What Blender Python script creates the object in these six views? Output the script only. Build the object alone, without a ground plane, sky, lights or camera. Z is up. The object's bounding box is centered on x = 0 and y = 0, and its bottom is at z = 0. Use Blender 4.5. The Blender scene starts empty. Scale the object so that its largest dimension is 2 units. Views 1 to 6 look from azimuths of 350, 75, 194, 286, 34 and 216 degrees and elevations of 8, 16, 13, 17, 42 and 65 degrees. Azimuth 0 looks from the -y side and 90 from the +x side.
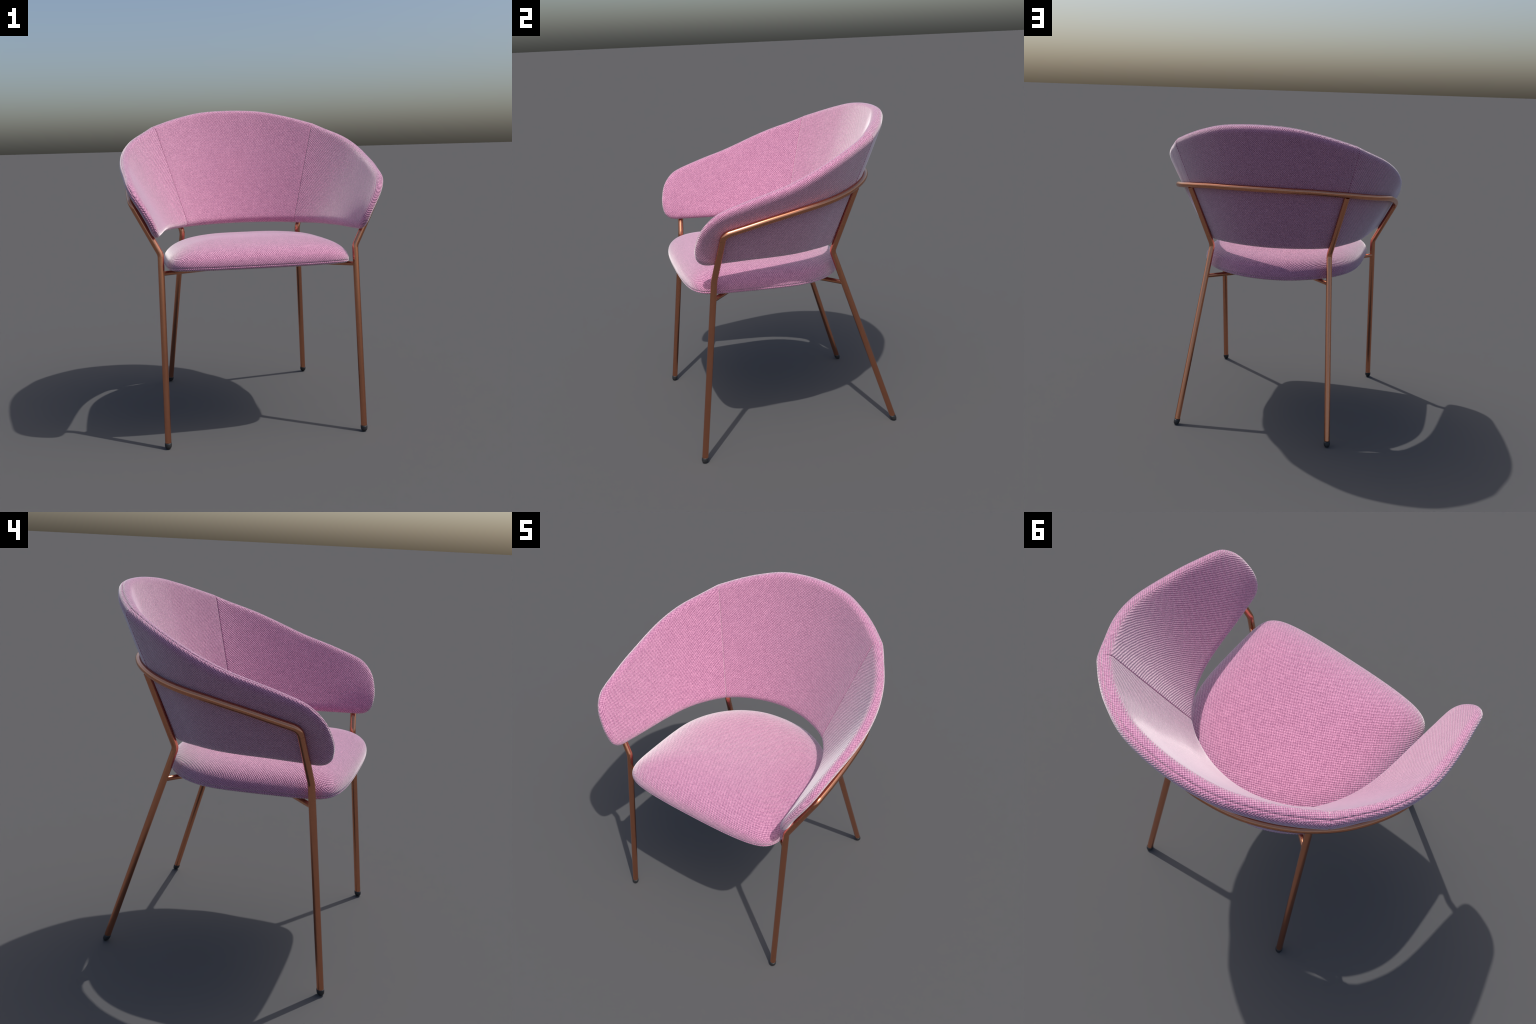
import bpy, bmesh, math
import numpy as np
from mathutils import Vector

# ------------------------------------------------------------------ helpers
def spline(points, n):
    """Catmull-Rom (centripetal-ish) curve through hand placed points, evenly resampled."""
    p = np.array(points, float)
    p = np.vstack([2 * p[0] - p[1], p, 2 * p[-1] - p[-2]])
    out = []
    for i in range(1, len(p) - 2):
        a, b, c, d = p[i - 1:i + 3]
        t = np.linspace(0, 1, 40, endpoint=False)[:, None]
        tm1 = (c - a) * .5
        tm2 = (d - b) * .5
        out.append((2 * t**3 - 3 * t**2 + 1) * b + (t**3 - 2 * t**2 + t) * tm1 + (-2 * t**3 + 3 * t**2) * c + (t**3 - t**2) * tm2)
    out.append(p[-2][None])
    return resample(np.vstack(out), n)

def arclength(q):
    return np.concatenate([[0], np.cumsum(np.linalg.norm(np.diff(q, axis=0), axis=1))])

def at_length(q, s):
    L = arclength(q)
    return np.stack([np.interp(s, L, q[:, k]) for k in range(q.shape[1])], -1)

def resample(q, n):
    return at_length(q, np.linspace(0, arclength(q)[-1], n))

def smooth_curve(q, rounds):
    q = q.copy()
    for _ in range(rounds):
        q[1:-1] = .25 * q[:-2] + .5 * q[1:-1] + .25 * q[2:]
    return q

def unit(a):
    return a / np.maximum(np.linalg.norm(a, axis=-1, keepdims=True), 1e-12)

MIRROR = np.array([-1., 1., 1.])

def make_object(name, verts, faces, material, parent, normals=None, smooth=True):
    me = bpy.data.meshes.new(name)
    me.from_pydata([tuple(v) for v in verts], [], faces)
    me.validate()
    me.polygons.foreach_set("use_smooth", [smooth] * len(me.polygons))
    me.update()
    if normals is not None:
        me.normals_split_custom_set_from_vertices([tuple(n) for n in normals])
    me.materials.append(material)
    ob = bpy.data.objects.new(name, me)
    bpy.context.scene.collection.objects.link(ob)
    ob.parent = parent
    return ob

# ---------------------------------------------------------------- materials
class Nodes:
    def __init__(self, name):
        self.mat = bpy.data.materials.new(name)
        self.mat.use_nodes = True
        self.t = self.mat.node_tree
        self.bsdf = self.t.nodes["Principled BSDF"]
    def new(self, kind, **kw):
        n = self.t.nodes.new(kind)
        for k, v in kw.items():
            setattr(n, k, v)
        return n
    def put(self, sock, v):
        if isinstance(v, bpy.types.NodeSocket):
            self.t.links.new(v, sock)
        else:
            sock.default_value = v
    def math(self, op, a, b=None, c=None, clamp=False):
        n = self.new("ShaderNodeMath", operation=op, use_clamp=clamp)
        for i, v in enumerate((a, b, c)):
            if v is not None:
                self.put(n.inputs[i], v)
        return n.outputs[0]
    def mix(self, f, a, b):
        n = self.new("ShaderNodeMix", data_type='FLOAT')
        self.put(n.inputs[0], f); self.put(n.inputs[2], a); self.put(n.inputs[3], b)
        return n.outputs[0]
    def mixc(self, f, a, b, blend='MIX'):
        n = self.new("ShaderNodeMix", data_type='RGBA', blend_type=blend)
        self.put(n.inputs[0], f); self.put(n.inputs[6], a); self.put(n.inputs[7], b)
        return n.outputs[2]
    def combine(self, x, y, z):
        n = self.new("ShaderNodeCombineXYZ")
        for i, v in enumerate((x, y, z)):
            self.put(n.inputs[i], v)
        return n.outputs[0]
    def noise(self, vec, scale, detail=2.0, rough=.5):
        n = self.new("ShaderNodeTexNoise")
        self.put(n.inputs["Vector"], vec)
        n.inputs["Scale"].default_value = scale
        n.inputs["Detail"].default_value = detail
        n.inputs["Roughness"].default_value = rough
        return n.outputs["Fac"]

THREAD = 0.0060          # width of one yarn of the plain weave
YARN_LIGHT = (0.72, 0.335, 0.505, 1)
YARN_DARK = (0.28, 0.09, 0.195, 1)
SHEEN = (1.0, 0.48, (1.0, 1.0, 1.0, 1))

def weave_material(name, wrap, flat_from=(.62, .74)):
    """Plain weave fabric. wrap 'turn' runs the cloth round a vertical axis, 'side' runs it along y."""
    g = Nodes(name)
    pos = g.new("ShaderNodeTexCoord").outputs["Object"]
    sep = g.new("ShaderNodeSeparateXYZ"); g.put(sep.inputs[0], pos)
    x, y, z = sep.outputs
    nor = g.new("ShaderNodeSeparateXYZ")
    g.put(nor.inputs[0], g.new("ShaderNodeNewGeometry").outputs["Normal"])
    if wrap == 'side':
        u_side = y
        v_side = g.math('MULTIPLY', z, 1.14)
    elif wrap == 'seat':
        facing_x = g.math('GREATER_THAN', g.math('ABSOLUTE', nor.outputs[0]), g.math('ABSOLUTE', nor.outputs[1]))
        u_side = g.mix(facing_x, x, y)
        v_side = g.math('MULTIPLY', z, 1.25)
    else:
        yc = g.math('ADD', y, .15)
        r = g.math('SQRT', g.math('ADD', g.math('MULTIPLY', x, x), g.math('MULTIPLY', yc, yc)))
        u_side = g.math('MULTIPLY', r, g.math('ARCTAN2', x, yc))
        v_side = g.math('MULTIPLY', z, 1.10)
    # slow wander of the yarns so the weave is not machine perfect
    wob = g.noise(pos, 14.0, 3.0)
    wob2 = g.noise(g.combine(y, z, x), 17.0, 3.0)
    def weave(u, v):
        u = g.math('ADD', u, g.math('MULTIPLY', wob, .007))
        v = g.math('ADD', v, g.math('MULTIPLY', wob2, .007))
        su = g.math('SINE', g.math('MULTIPLY', u, math.pi / THREAD))
        sv = g.math('SINE', g.math('MULTIPLY', v, math.pi / THREAD))
        # crossings: raised warp and raised weft alternate, gaps between yarns are low
        cross = g.math('MULTIPLY', su, sv)
        streak_u = g.noise(g.combine(g.math('MULTIPLY', u, 160.), g.math('MULTIPLY', v, 12.), 0.), 1.0, 2.0)
        streak_v = g.noise(g.combine(g.math('MULTIPLY', u, 12.), g.math('MULTIPLY', v, 160.), 3.), 1.0, 2.0)
        # every crossing takes its own dye shade
        cell = g.new("ShaderNodeTexWhiteNoise", noise_dimensions='2D')
        g.put(cell.inputs["Vector"], g.combine(g.math('FLOOR', g.math('DIVIDE', u, THREAD)), g.math('FLOOR', g.math('DIVIDE', v, THREAD)), 0.))
        own = g.math('MULTIPLY', g.math('SUBTRACT', cell.outputs["Value"], .5), .9)
        return cross, g.math('ADD', g.math('ADD', streak_u, streak_v), own)
    cs, ks = weave(u_side, v_side)
    ct, kt = weave(x, y)
    up = g.new("ShaderNodeMapRange", interpolation_type='SMOOTHSTEP')
    g.put(up.inputs[0], g.math('ABSOLUTE', nor.outputs[2]))
    up.inputs[1].default_value = flat_from[0]
    up.inputs[2].default_value = flat_from[1]
    w = up.outputs[0]
    cross = g.mix(w, cs, ct)
    streak = g.mix(w, ks, kt)
    speck = g.noise(pos, 260.0, 2.0, .6)
    tone = g.math('MULTIPLY_ADD', cross, .55, .5)
    tone = g.math('ADD', tone, g.math('MULTIPLY', g.math('SUBTRACT', streak, 1.0), .40))
    tone = g.math('ADD', tone, g.math('MULTIPLY', g.math('SUBTRACT', speck, .5), .55), clamp=True)
    g.put(g.bsdf.inputs["Base Color"], g.mixc(tone, YARN_DARK, YARN_LIGHT))
    height = g.math('ADD', cross, g.math('MULTIPLY', speck, .6))
    b = g.new("ShaderNodeBump")
    # a glancing look slides over the nap: relief fades there
    lw = g.new("ShaderNodeLayerWeight")
    lw.inputs[0].default_value = .5
    fade = g.new("ShaderNodeMapRange", interpolation_type='SMOOTHSTEP')
    g.put(fade.inputs[0], lw.outputs["Facing"])
    for k, val in ((1, .72), (2, .92), (3, .60), (4, .10)):
        fade.inputs[k].default_value = val
    g.put(b.inputs["Strength"], fade.outputs[0])
    b.inputs["Distance"].default_value = .0026
    g.put(b.inputs["Height"], height)
    g.put(g.bsdf.inputs["Normal"], b.outputs[0])
    g.bsdf.inputs["Roughness"].default_value = .9
    g.bsdf.inputs["Specular IOR Level"].default_value = .15
    g.bsdf.inputs["Sheen Weight"].default_value = SHEEN[0]
    g.bsdf.inputs["Sheen Roughness"].default_value = SHEEN[1]
    g.bsdf.inputs["Sheen Tint"].default_value = SHEEN[2]
    return g.mat

def copper_material():
    g = Nodes("brushed_copper")
    g.bsdf.inputs["Base Color"].default_value = (.72, .30, .17, 1)
    g.bsdf.inputs["Metallic"].default_value = 1
    pos = g.new("ShaderNodeTexCoord").outputs["Object"]
    n = g.noise(pos, 5.0, 1.0)
    g.put(g.bsdf.inputs["Roughness"], g.math('MULTIPLY_ADD', n, .06, .20))
    return g.mat

def plain_material(name, colour, rough):
    g = Nodes(name)
    pos = g.new("ShaderNodeTexCoord").outputs["Object"]
    n = g.noise(pos, 60.0, 3.0)
    g.put(g.bsdf.inputs["Base Color"], g.mixc(n, tuple(c * .85 for c in colour) + (1,), tuple(c * 1.15 for c in colour) + (1,)))
    g.bsdf.inputs["Roughness"].default_value = rough
    return g.mat

FABRIC_TURN = weave_material("pink_weave_turned", 'turn')
FABRIC_SIDE = weave_material("pink_weave_side", 'side')
FABRIC_SEAT = weave_material("pink_weave_seat", 'seat', (.52, .66))
COPPER = copper_material()
RUBBER = plain_material("black_rubber", (.022, .023, .025), .45)
DUST_COVER = plain_material("black_dust_cover", (.02, .02, .022), .8)

# ----------------------------------------------------------------- the chair
chair = bpy.data.objects.new("armchair", None)
bpy.context.scene.collection.objects.link(chair)
chair["label"] = "pink woven tub armchair on slim copper tube legs"
chair["category"] = "armchair"

# ---- backrest: padded shell, a centre panel and two side panels meeting at vertical seams.
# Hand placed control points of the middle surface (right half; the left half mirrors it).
TOP_CENTRE = [(-.21, .634, 1.988), (0, .656, 1.999), (.21, .634, 1.988), (.36, .572, 1.957), (.47, .505, 1.925), (.575, .415, 1.888)]
TOP_SIDE = [(0.575, 0.415, 1.888), (0.648, 0.318, 1.844), (0.718, 0.200, 1.800), (0.766, 0.073, 1.748), (0.788, -0.052, 1.697), (0.789, -0.165, 1.657), (0.778, -0.270, 1.628), (0.774, -0.370, 1.598), (0.766, -0.470, 1.565)]
BOTTOM_CENTRE = [(-.15, .325, 1.208), (0, .345, 1.208), (.15, .325, 1.208), (.29, .270, 1.208), (.385, .200, 1.209)]
BOTTOM_SIDE = [(.385, .200, 1.209), (.447, .113, 1.212), (.495, .028, 1.216), (.525, -.060, 1.219), (.546, -.177, 1.223), (.561, -.284, 1.227), (.577, -.405, 1.229), (.594, -.514, 1.231)]
FRONT = [(0.594, -0.514, 1.231), (0.600, -0.564, 1.232), (0.606, -0.601, 1.242), (0.616, -0.628, 1.269), (0.634, -0.638, 1.309), (0.657, -0.638, 1.354), (0.681, -0.628, 1.401), (0.704, -0.614, 1.441), (0.726, -0.594, 1.475), (0.743, -0.564, 1.510), (0.756, -0.524, 1.541), (.766, -.470, 1.565)]

RIM_R = .040            # how far in from the outline the rim rounding reaches
NR = 9                  # rows of vertices in the rounding

def edge_steps(length, both):
    """Distances along a line, packed near its end(s) so that the rim rounds smoothly."""
    ring = [0, .00001, .0012] + [RIM_R * (1 - math.cos(a)) for a in np.linspace(.33, math.pi / 2, NR)]
    return np.array(ring)

def t_rows(length, n_mid):
    e = edge_steps(length, True) / length
    mid = np.linspace(e[-1], 1 - e[-1], n_mid + 2)[1:-1]
    return np.concatenate([e, mid, 1 - e[::-1]])

def seam_steps(length, n_mid, front_end):
    """Column positions 0..1 from a seam: packed at the seam, and at the front end if it is free."""
    s = np.array([0, .0012, .0026, .0045, .0075, .012, .02]) / length
    if front_end:
        e = 1 - edge_steps(length, False)[::-1] / length
    else:
        e = 1 - s[::-1]
    mid = np.linspace(s[-1], e[0], n_mid + 2)[1:-1]
    return np.concatenate([s, mid, e])

def coons(bottom, top, left, right, S, nrow):
    """Transfinite patch; rows packed near bottom and top by true length."""
    D = 800
    bo, to, le, ri = (resample(c, D) for c in (bottom, top, left, right))
    f = lambda c, a: at_length(c, np.asarray(a) * arclength(c)[-1])
    ncol = len(S)
    rows = 2 * (NR + 3) + nrow
    P = np.zeros((ncol, rows, 3))
    c00, c01, c10, c11 = bo[0], to[0], bo[-1], to[-1]
    for i, s in enumerate(S):
        b0, t0 = f(bo, [s])[0], f(to, [s])[0]
        T = np.linspace(0, 1, 60)
        def point(T):
            l, r = f(le, T), f(ri, T)
            T = T[:, None]
            return ((1 - s) * l + s * r + (1 - T) * b0 + T * t0
                    - ((1 - s) * (1 - T) * c00 + (1 - s) * T * c01 + s * (1 - T) * c10 + s * T * c11))
        L = arclength(point(T))[-1]
        P[i] = point(t_rows(L, nrow))
    return P

def wide_normals(patch, reach=.03):
    """Normals of the middle surface from differences over a few centimetres."""
    def diff(G):
        out = np.zeros_like(G)
        for j in range(G.shape[1]):
            c = G[:, j]
            L = arclength(c)
            out[:, j] = at_length(c, np.minimum(L + reach, L[-1])) - at_length(c, np.maximum(L - reach, 0))
        return out
    du = diff(patch)
    dv = diff(patch.transpose(1, 0, 2)).transpose(1, 0, 2)
    return unit(np.cross(du, dv))

def even_normals(patch, first, second):
    """Smooth normal field: cubic in two coordinates, fitted away from the rounded front corners."""
    N = wide_normals(patch)
    A = (patch[..., first] + .1) / .6
    B = (patch[..., second] - 1.5) / .4
    terms = np.stack([A ** i * B ** j for i in range(5) for j in range(5 - i)], -1)
    L = arclength(patch[:, patch.shape[1] // 2])
    ok = np.zeros(N.shape[:2], bool)
    ok[:, 6:-6] = (L < L[-1] - .06)[:, None]
    c = np.linalg.lstsq(terms[ok], N[ok], rcond=None)[0]
    fit = unit(terms @ c)
    front = np.clip((.1 - patch[..., 1]) / .3, 0, 1)[..., None]
    return unit(fit * front + N * (1 - front))

def thickness(wing, front):  # wing: 0 on the centre panel, rising to 1 on the wings
    return .0365 - .0055 * wing - .007 * front

def bow(P, amount, reach, s_rise):
    """Swell a panel outward, fading to nothing at the rim, as stretched foam does."""
    nrow = P.shape[1]
    N = even_normals(P, 1, 2) if np.abs(P[..., 0]).min() > .1 else wide_normals(P)
    a = np.clip(rim_distance(P) / reach, 0, 1)
    s = np.array([arclength(P[:, j]) / arclength(P[:, j])[-1] for j in range(nrow)]).T
    return P - N * (amount * (a * a * (3 - 2 * a)) * s_rise(s))[..., None]

top_c, bot_c = spline(TOP_CENTRE, 400), spline(BOTTOM_CENTRE, 400)
top_c = top_c[np.searchsorted(top_c[:, 0], 0):]; bot_c = bot_c[np.searchsorted(bot_c[:, 0], 0):]
top_c[0, 0] = bot_c[0, 0] = 0
top_c = np.vstack([top_c[:0:-1] * MIRROR, top_c]); bot_c = np.vstack([bot_c[:0:-1] * MIRROR, bot_c])
top_c, bot_c = smooth_curve(top_c, 150), smooth_curve(bot_c, 150)
top_s, bot_s, front = smooth_curve(spline(TOP_SIDE, 300), 200), smooth_curve(spline(BOTTOM_SIDE, 300), 200), spline(FRONT, 300)
seam = np.linspace(bot_s[0], top_s[0], 50)
outline_half = np.vstack([top_s, front[::-1], bot_s[::-1]])
outline = np.vstack([top_c, outline_half, bot_c[::-1], outline_half[::-1] * MIRROR])
outline = resample(outline, 3000)

def rim_distance(P):
    q = P.reshape(-1, 3)
    d = np.empty(len(q))
    for k in range(0, len(q), 2000):
        c = q[k:k + 2000]
        near = ((c[:, None] - outline[None]) ** 2).sum(-1).argmin(1)
        best = np.full(len(c), 9.)
        for step in (-1, 0):                      # exact distance to the two nearest outline segments
            a = outline[(near + step) % len(outline)]
            b = outline[(near + step + 1) % len(outline)]
            f = np.clip(((c - a) * (b - a)).sum(1) / np.maximum(((b - a) ** 2).sum(1), 1e-12), 0, 1)[:, None]
            best = np.minimum(best, np.linalg.norm(c - a - f * (b - a), axis=1))
        d[k:k + 2000] = best
    return d.reshape(P.shape[:2])

def build_panel(name, P, seam_cols, front_end, material, parent, seam_normals):
    """P: middle surface grid (columns, rows). Both faces are offset from it and joined round the rim."""
    ncol, nrow, _ = P.shape
    N = even_normals(P, 1, 2) if front_end else wide_normals(P)
    for col, shared in zip(seam_cols, seam_normals):
        ds = np.linalg.norm(P - P[col][None], axis=-1)
        k = np.exp(-ds / .009)[..., None]
        N = unit(N * (1 - k) + shared[None] * k)
        N[col] = shared
    d = rim_distance(P)
    a = np.clip(d / RIM_R, 0, 1)
    rnd = (1 - (1 - a) ** 2.2) ** (1 / 2.2)
    frontness = np.clip((-.05 - P[..., 1]) / .55, 0, 1) * (np.abs(P[..., 0]) > .4)
    wing = np.linalg.norm(P - P[0][None], axis=-1) / .12 if front_end else np.zeros((ncol, nrow))
    H = thickness(np.clip(wing, 0, 1), frontness) * rnd
    # seams pull the padding in
    for col in seam_cols:
        ds = np.linalg.norm(P - P[col][None], axis=-1)
        H = H - rnd * (.0046 * np.exp(-(ds / .0026) ** 2) + .0015 * np.exp(-ds / .03))
    edge = np.zeros((ncol, nrow), bool)
    edge[:, 0] = edge[:, -1] = True
    if front_end:
        edge[-1, :] = True
    H[edge] = 0
    M = P.copy()
    # piping groove: the joint of front and back cover sits a little inside the rim
    M[:, 0] += unit(P[:, 14] - P[:, 0]) * .0034
    M[:, -1] += unit(P[:, -15] - P[:, -1]) * .0034
    if front_end:
        M[-1, 1:-1] += unit(P[-15, 1:-1] - P[-1, 1:-1]) * .0034
    verts, faces, idx = [], [], {}
    def vid(side, i, j):
        key = (0 if edge[i, j] else side, i, j)
        if key not in idx:
            idx[key] = len(verts)
            verts.append(M[i, j] + N[i, j] * H[i, j] * (1 if side else -1))
        return idx[key]
    for side in (0, 1):
        for i in range(ncol - 1):
            for j in range(nrow - 1):
                q = [vid(side, i, j), vid(side, i + 1, j), vid(side, i + 1, j + 1), vid(side, i, j + 1)]
                if len(set(q)) < 3:
                    continue
                faces.append(q if side else q[::-1])
    return make_object(name, verts, faces, material, parent)

NROW = 26
lc = arclength(top_c)[-1]
S = np.array([0, .0012, .0026, .0045, .0075, .012, .02]) / lc
S = np.concatenate([S, np.linspace(S[-1], 1 - S[-1], 82)[1:-1], 1 - S[::-1]])
Pc = coons(bot_c, top_c, seam * MIRROR, seam, S, NROW)
Pc = bow(Pc, .005, .25, lambda s: np.sin(math.pi * s) ** .3)
lc_cols = len(S)
lc_s = S
ls = arclength(top_s)[-1]
S = seam_steps(ls, 70, True)
Ps = coons(bot_s, top_s, seam, front, S, NROW)
Ps = bow(Ps, .0215, .20, lambda s: np.clip(s / .2, 0, 1) ** .7 * (1 - .75 * np.sin(np.clip((s - .35) / .5, 0, 1) * math.pi / 2) ** 2))

def fair_wing(P):
    """Replace the wing by one fair sheet x(y, z) fitted through it, kept fixed along the seam."""
    Y, Z = (P[..., 1] + .1) / .55, (P[..., 2] - 1.5) / .35
    terms = np.stack([Y ** i * Z ** j for i in range(6) for j in range(4) if i + j < 7], -1)
    w = np.ones(P.shape[:2])
    w[:, :4] = w[:, -4:] = .35
    c = np.linalg.lstsq((terms * w[..., None]).reshape(-1, terms.shape[-1]), (P[..., 0] * w).ravel(), rcond=None)[0]
    new = terms @ c
    ds = np.linalg.norm(P - P[0][None], axis=-1)
    off = (P[0, :, 0] - new[0])[None] * np.exp(-ds / .06)
    Q = P.copy()
    Q[..., 0] = new + off
    return Q
Ps = fair_wing(Ps)
# both panels lean on one common normal along the seam, so that their covers meet
seam_n = unit(wide_normals(Pc)[-1] + even_normals(Ps, 1, 2)[0])

def crease(P, col, n, height, reach):
    """The seam is a corner: panels run straight up to it from both sides."""
    ds = np.linalg.norm(P - P[col][None], axis=-1)
    return P - n[None] * (height * np.clip(1 - ds / reach, 0, 1))[..., None]
Ps = crease(Ps, 0, seam_n, .005, .14)
Pc = crease(crease(Pc, -1, seam_n, .005, .14), 0, seam_n * MIRROR, .005, .14)
# centre panel a little flatter between its middle and the seams, most so toward the top
flat = np.sin(2 * math.pi * lc_s)[:, None] ** 2 * np.linspace(0, 1, Pc.shape[1])[None]
Pc = Pc + wide_normals(Pc) * (.0015 * flat)[..., None]
outline = resample(np.vstack([Pc[:, -1], Ps[1:, -1], Ps[-1, -2::-1], Ps[-2::-1, 0], Pc[-2::-1, 0],
                              Ps[1:, 0] * MIRROR, Ps[-1, 1:] * MIRROR, Ps[-2:0:-1, -1] * MIRROR]), 4000)
Pm = (Ps * MIRROR)
backrest = build_panel("backrest", Pc, (0, lc_cols - 1), False, FABRIC_TURN, chair, (seam_n * MIRROR, seam_n))
build_panel("side_panel", Ps, (0,), True, FABRIC_SIDE, backrest, (seam_n,))
mirrored = build_panel("side_panel", Pm, (0,), True, FABRIC_SIDE, backrest, (-seam_n * MIRROR,))
mirrored.data.flip_normals()

# ---- seat: domed cushion over a thin base
SEAT_OUTLINE = [(0, .394, 1.011), (.11, .386, 1.012), (.21, .358, 1.014), (.315, .303, 1.017), (.402, .233, 1.019), (.469, .151, 1.022), (.520, .057, 1.026), (.549, -.044, 1.032), (.560, -.146, 1.037), (.561, -.246, 1.040), (.559, -.341, 1.043), (.557, -.428, 1.045), (.553, -.500, 1.048), (.546, -.558, 1.050), (.531, -.600, 1.051), (.494, -.632, 1.054), (.436, -.652, 1.055), (.361, -.664, 1.055), (.28, -.671, 1.055), (.19, -.675, 1.055), (.09, -.677, 1.055), (0, -.677, 1.055)]
SEAT_H = .146
half = smooth_curve(spline(SEAT_OUTLINE, 200), 30)
half[:, :2] = (half[:, :2] - (0, -.14)) * .993 + (0, -.14)
half[0, 0] = half[-1, 0] = 0
loop = np.vstack([half, (half * MIRROR)[-2:0:-1]])
centre = np.array([0, -.16, 0])

def seat_height(rho):
    back = np.clip((loop[:, 1] + .16) / .5, 0, 1)          # fuller toward the backrest
    return SEAT_H * np.maximum(1 - rho ** (3.4 + 1.8 * back), 0) ** (1 / 2.05)

def ring_points(rho, z_off):
    q = loop.copy()
    flat = (q[:, :2] - centre[:2]) * rho + centre[:2]
    # the lip plane: interpolate slope along y
    z = 1.011 + .044 * np.clip((.394 - flat[:, 1]) / .85, 0, 1)
    zl = q[:, 2] * rho + z * (1 - rho)
    return np.column_stack([flat, zl + z_off])

def lathe_rings(rings, cap_first=None, cap_last=None):
    n = len(rings[0])
    verts = np.vstack(rings)
    faces = []
    for k in range(len(rings) - 1):
        for i in range(n):
            j = (i + 1) % n
            faces.append((k * n + i, k * n + j, (k + 1) * n + j, (k + 1) * n + i))
    verts = list(verts)
    if cap_last is not None:
        verts.append(cap_last)
        c = len(verts) - 1
        k = len(rings) - 1
        for i in range(n):
            faces.append((k * n + i, k * n + (i + 1) % n, c))
    if cap_first is not None:
        verts.append(cap_first)
        c = len(verts) - 1
        for i in range(n):
            faces.append(((i + 1) % n, i, c))
    return verts, faces

rings = [ring_points(.994, .0005), ring_points(.9985, .0025)]
for a in np.linspace(0, 1, 60)[1:-1]:
    rho = math.cos(a * math.pi / 2) ** .8
    rings.append(ring_points(rho, .003 + seat_height(rho)))
apex = ring_points(0, .003 + SEAT_H)[0]
v, f = lathe_rings(rings, cap_last=apex)
seat = make_object("seat_cushion", v, f, FABRIC_SEAT, chair)
rings = []
for rho, dz in [(.992, .0005), (.9985, -.001), (.9995, -.005), (.996, -.010), (.987, -.015), (.968, -.0185), (.93, -.020), (.8, -.021)]:
    rings.append(ring_points(rho, dz))
v, f = lathe_rings(rings[::-1])
make_object("seat_base", v, f, FABRIC_SEAT, seat)
rings = [ring_points(r, dz) for r, dz in [(.84, -.018), (.84, -.024), (.83, -.026), (.5, -.026)]]
v, f = lathe_rings(rings, cap_last=ring_points(0, -.026)[0])
ob = make_object("dust_cover", v, f, DUST_COVER, seat)
ob.data.flip_normals()

# ---- copper tube frame
TUBE_R, BRACE_R = .0186, .0138

def fillet(points, radius, n=8):
    """Round the corners of a polyline."""
    p = [np.array(a, float) for a in points]
    out = [p[0]]
    for a, b, c in zip(p, p[1:], p[2:]):
        u, w = unit(a - b), unit(c - b)
        ang = math.acos(np.clip(u @ w, -1, 1))
        k = min(radius / math.tan(ang / 2), .45 * np.linalg.norm(a - b), .45 * np.linalg.norm(c - b))
        s, e = b + u * k, b + w * k
        for t in np.linspace(0, 1, n):
            out.append((1 - t) ** 2 * s + 2 * t * (1 - t) * b + t * t * e)
    out.append(p[-1])
    return np.array(out)

def sweep(name, path, radius, parent, material=None, sides=20, caps=(True, True)):
    path = np.array(path, float)
    tan = unit(np.gradient(path, axis=0))
    ref = np.array([0.3, 0.2, 1.]) if abs(tan[0][2]) < .8 else np.array([1., .2, 0])
    x = unit(ref - tan[0] * (ref @ tan[0]))
    verts, norms, faces = [], [], []
    ang = np.linspace(0, 2 * math.pi, sides, endpoint=False)
    for p, t in zip(path, tan):
        x = unit(x - t * (x @ t))
        y = np.cross(t, x)
        nn = np.cos(ang)[:, None] * x + np.sin(ang)[:, None] * y
        verts += list(p + nn * radius)
        norms += list(nn)
    n = sides
    for k in range(len(path) - 1):
        for i in range(n):
            j = (i + 1) % n
            faces.append((k * n + i, k * n + j, (k + 1) * n + j, (k + 1) * n + i))
    base = len(path) - 1
    for end, (k, t) in enumerate(((0, -tan[0]), (base, tan[-1]))):
        if caps[end]:
            s = len(verts)
            verts += verts[k * n:(k + 1) * n]
            norms += [t] * n
            order = list(range(s, s + n))
            faces.append(order if end else order[::-1])
    return make_object(name, verts, faces, material or COPPER, parent, normals=norms)

RAIL = [(0, .567, 1.611), (.11, .559, 1.610), (.22, .536, 1.607), (.325, .496, 1.603), (.43, .437, 1.593), (.52, .367, 1.582), (.60, .283, 1.568), (.668, .182, 1.553), (.718, .077, 1.540), (.743, -.030, 1.525), (.750, -.14, 1.504), (.752, -.26, 1.480), (.749, -.37, 1.455)]
BEND = (.741, -.492, 1.427)
FRONT_KNEE, FRONT_FOOT = (.586, -.532, 1.128), (.596, -.664, 0)
BACK_KNEE, BACK_FOOT, BACK_TOP = (.404, .246, 1.165), (.514, .612, 0), (.519, .358, 1.566)

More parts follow.
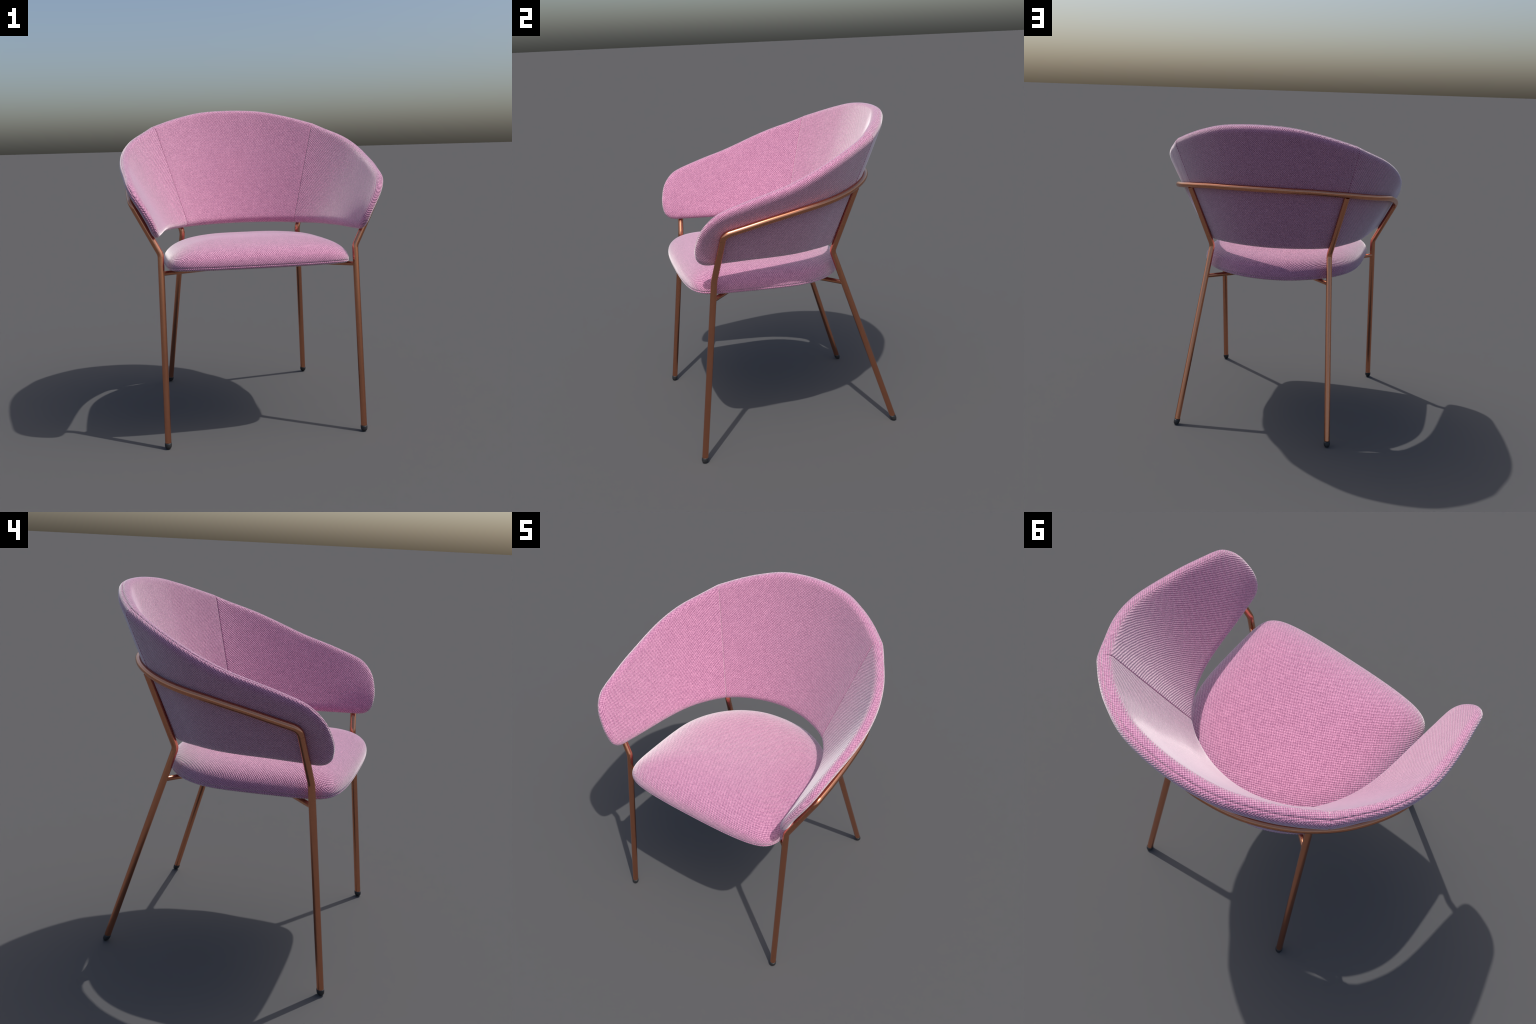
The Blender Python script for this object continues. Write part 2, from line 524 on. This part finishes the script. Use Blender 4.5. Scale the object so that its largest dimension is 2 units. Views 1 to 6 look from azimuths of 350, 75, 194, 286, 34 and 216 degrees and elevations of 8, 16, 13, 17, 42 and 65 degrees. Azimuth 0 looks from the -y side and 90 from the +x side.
rail_half = spline([tuple(np.array(RAIL[1]) * MIRROR)] + RAIL, 140)
rail_half = rail_half[np.searchsorted(rail_half[:, 0], 0):]
rail_half[0, 0] = 0
tube_half = np.vstack([rail_half, fillet([RAIL[-1], BEND, FRONT_KNEE], .052, 12)[1:-1]])
cut = len(rail_half) - 1 + 13        # rail ends just below the bend
rail_path = tube_half[:cut]
rail_full = np.vstack([rail_path[:0:-1] * MIRROR, rail_path])
sweep("arm_rail", rail_full, TUBE_R, chair, caps=(False, False))

FOOT_H = .034
def foot_at(foot, knee):
    foot, knee = np.array(foot), np.array(knee)
    d = unit(knee - foot)
    return foot + d * (FOOT_H / d[2]), d

def make_cap(leg, foot, d):
    """Rounded rubber glide: collar a little wider than the tube, domed underneath."""
    prof = [(.0, 0.0), (.009, .0), (.0140, .0022), (.0180, .0075), (.0203, .0145), (.0208, .0210), (.0208, .0300), (.0202, .0330), (.0185, .0345), (.0170, .0345)]
    sides = 24
    rings = []
    foot = np.array(foot)
    for r, h in prof:
        c = foot + d * (h / d[2])
        a = np.linspace(0, 2 * math.pi, sides, endpoint=False)
        rings.append(np.column_stack([c[0] + r * np.cos(a), c[1] + r * np.sin(a), np.full(sides, c[2])]))
    v, f = lathe_rings(rings[1:], cap_first=rings[0][0])
    return make_object("foot_cap", v, f, RUBBER, leg)

for sx in (1, -1):
    m = np.array([sx, 1., 1.])
    start, d = foot_at(np.array(FRONT_FOOT) * m, np.array(FRONT_KNEE) * m)
    path = fillet([start, np.array(FRONT_KNEE) * m, rail_path[-1] * m], .06, 10)
    path = np.vstack([np.linspace(path[0], path[1], 6)[:-1], path[1:]])
    leg = sweep("front_leg", path, TUBE_R, chair, caps=(True, False))
    make_cap(leg, np.array(FRONT_FOOT) * m, d)
    start, d = foot_at(np.array(BACK_FOOT) * m, np.array(BACK_KNEE) * m)
    top = np.array(BACK_TOP) * m
    path = fillet([start, np.array(BACK_KNEE) * m, top], .06, 10)
    leg = sweep("back_leg", path, TUBE_R, chair)
    make_cap(leg, np.array(BACK_FOOT) * m, d)
    # diagonal brace under the seat, front leg to the opposite back leg
    # (one passes over the other, so its rear end sits higher)
    a = np.array([.586, -.540, 1.017]) * m
    b = np.array([-.422, .304, .986 if sx > 0 else .961]) * m
    mid = (a + b) / 2 + np.array([0, 0, .0 if sx > 0 else -.016])
    sweep("cross_brace", np.vstack([np.linspace(a, mid, 12)[:-1], np.linspace(mid, b, 12)]), BRACE_R, chair)
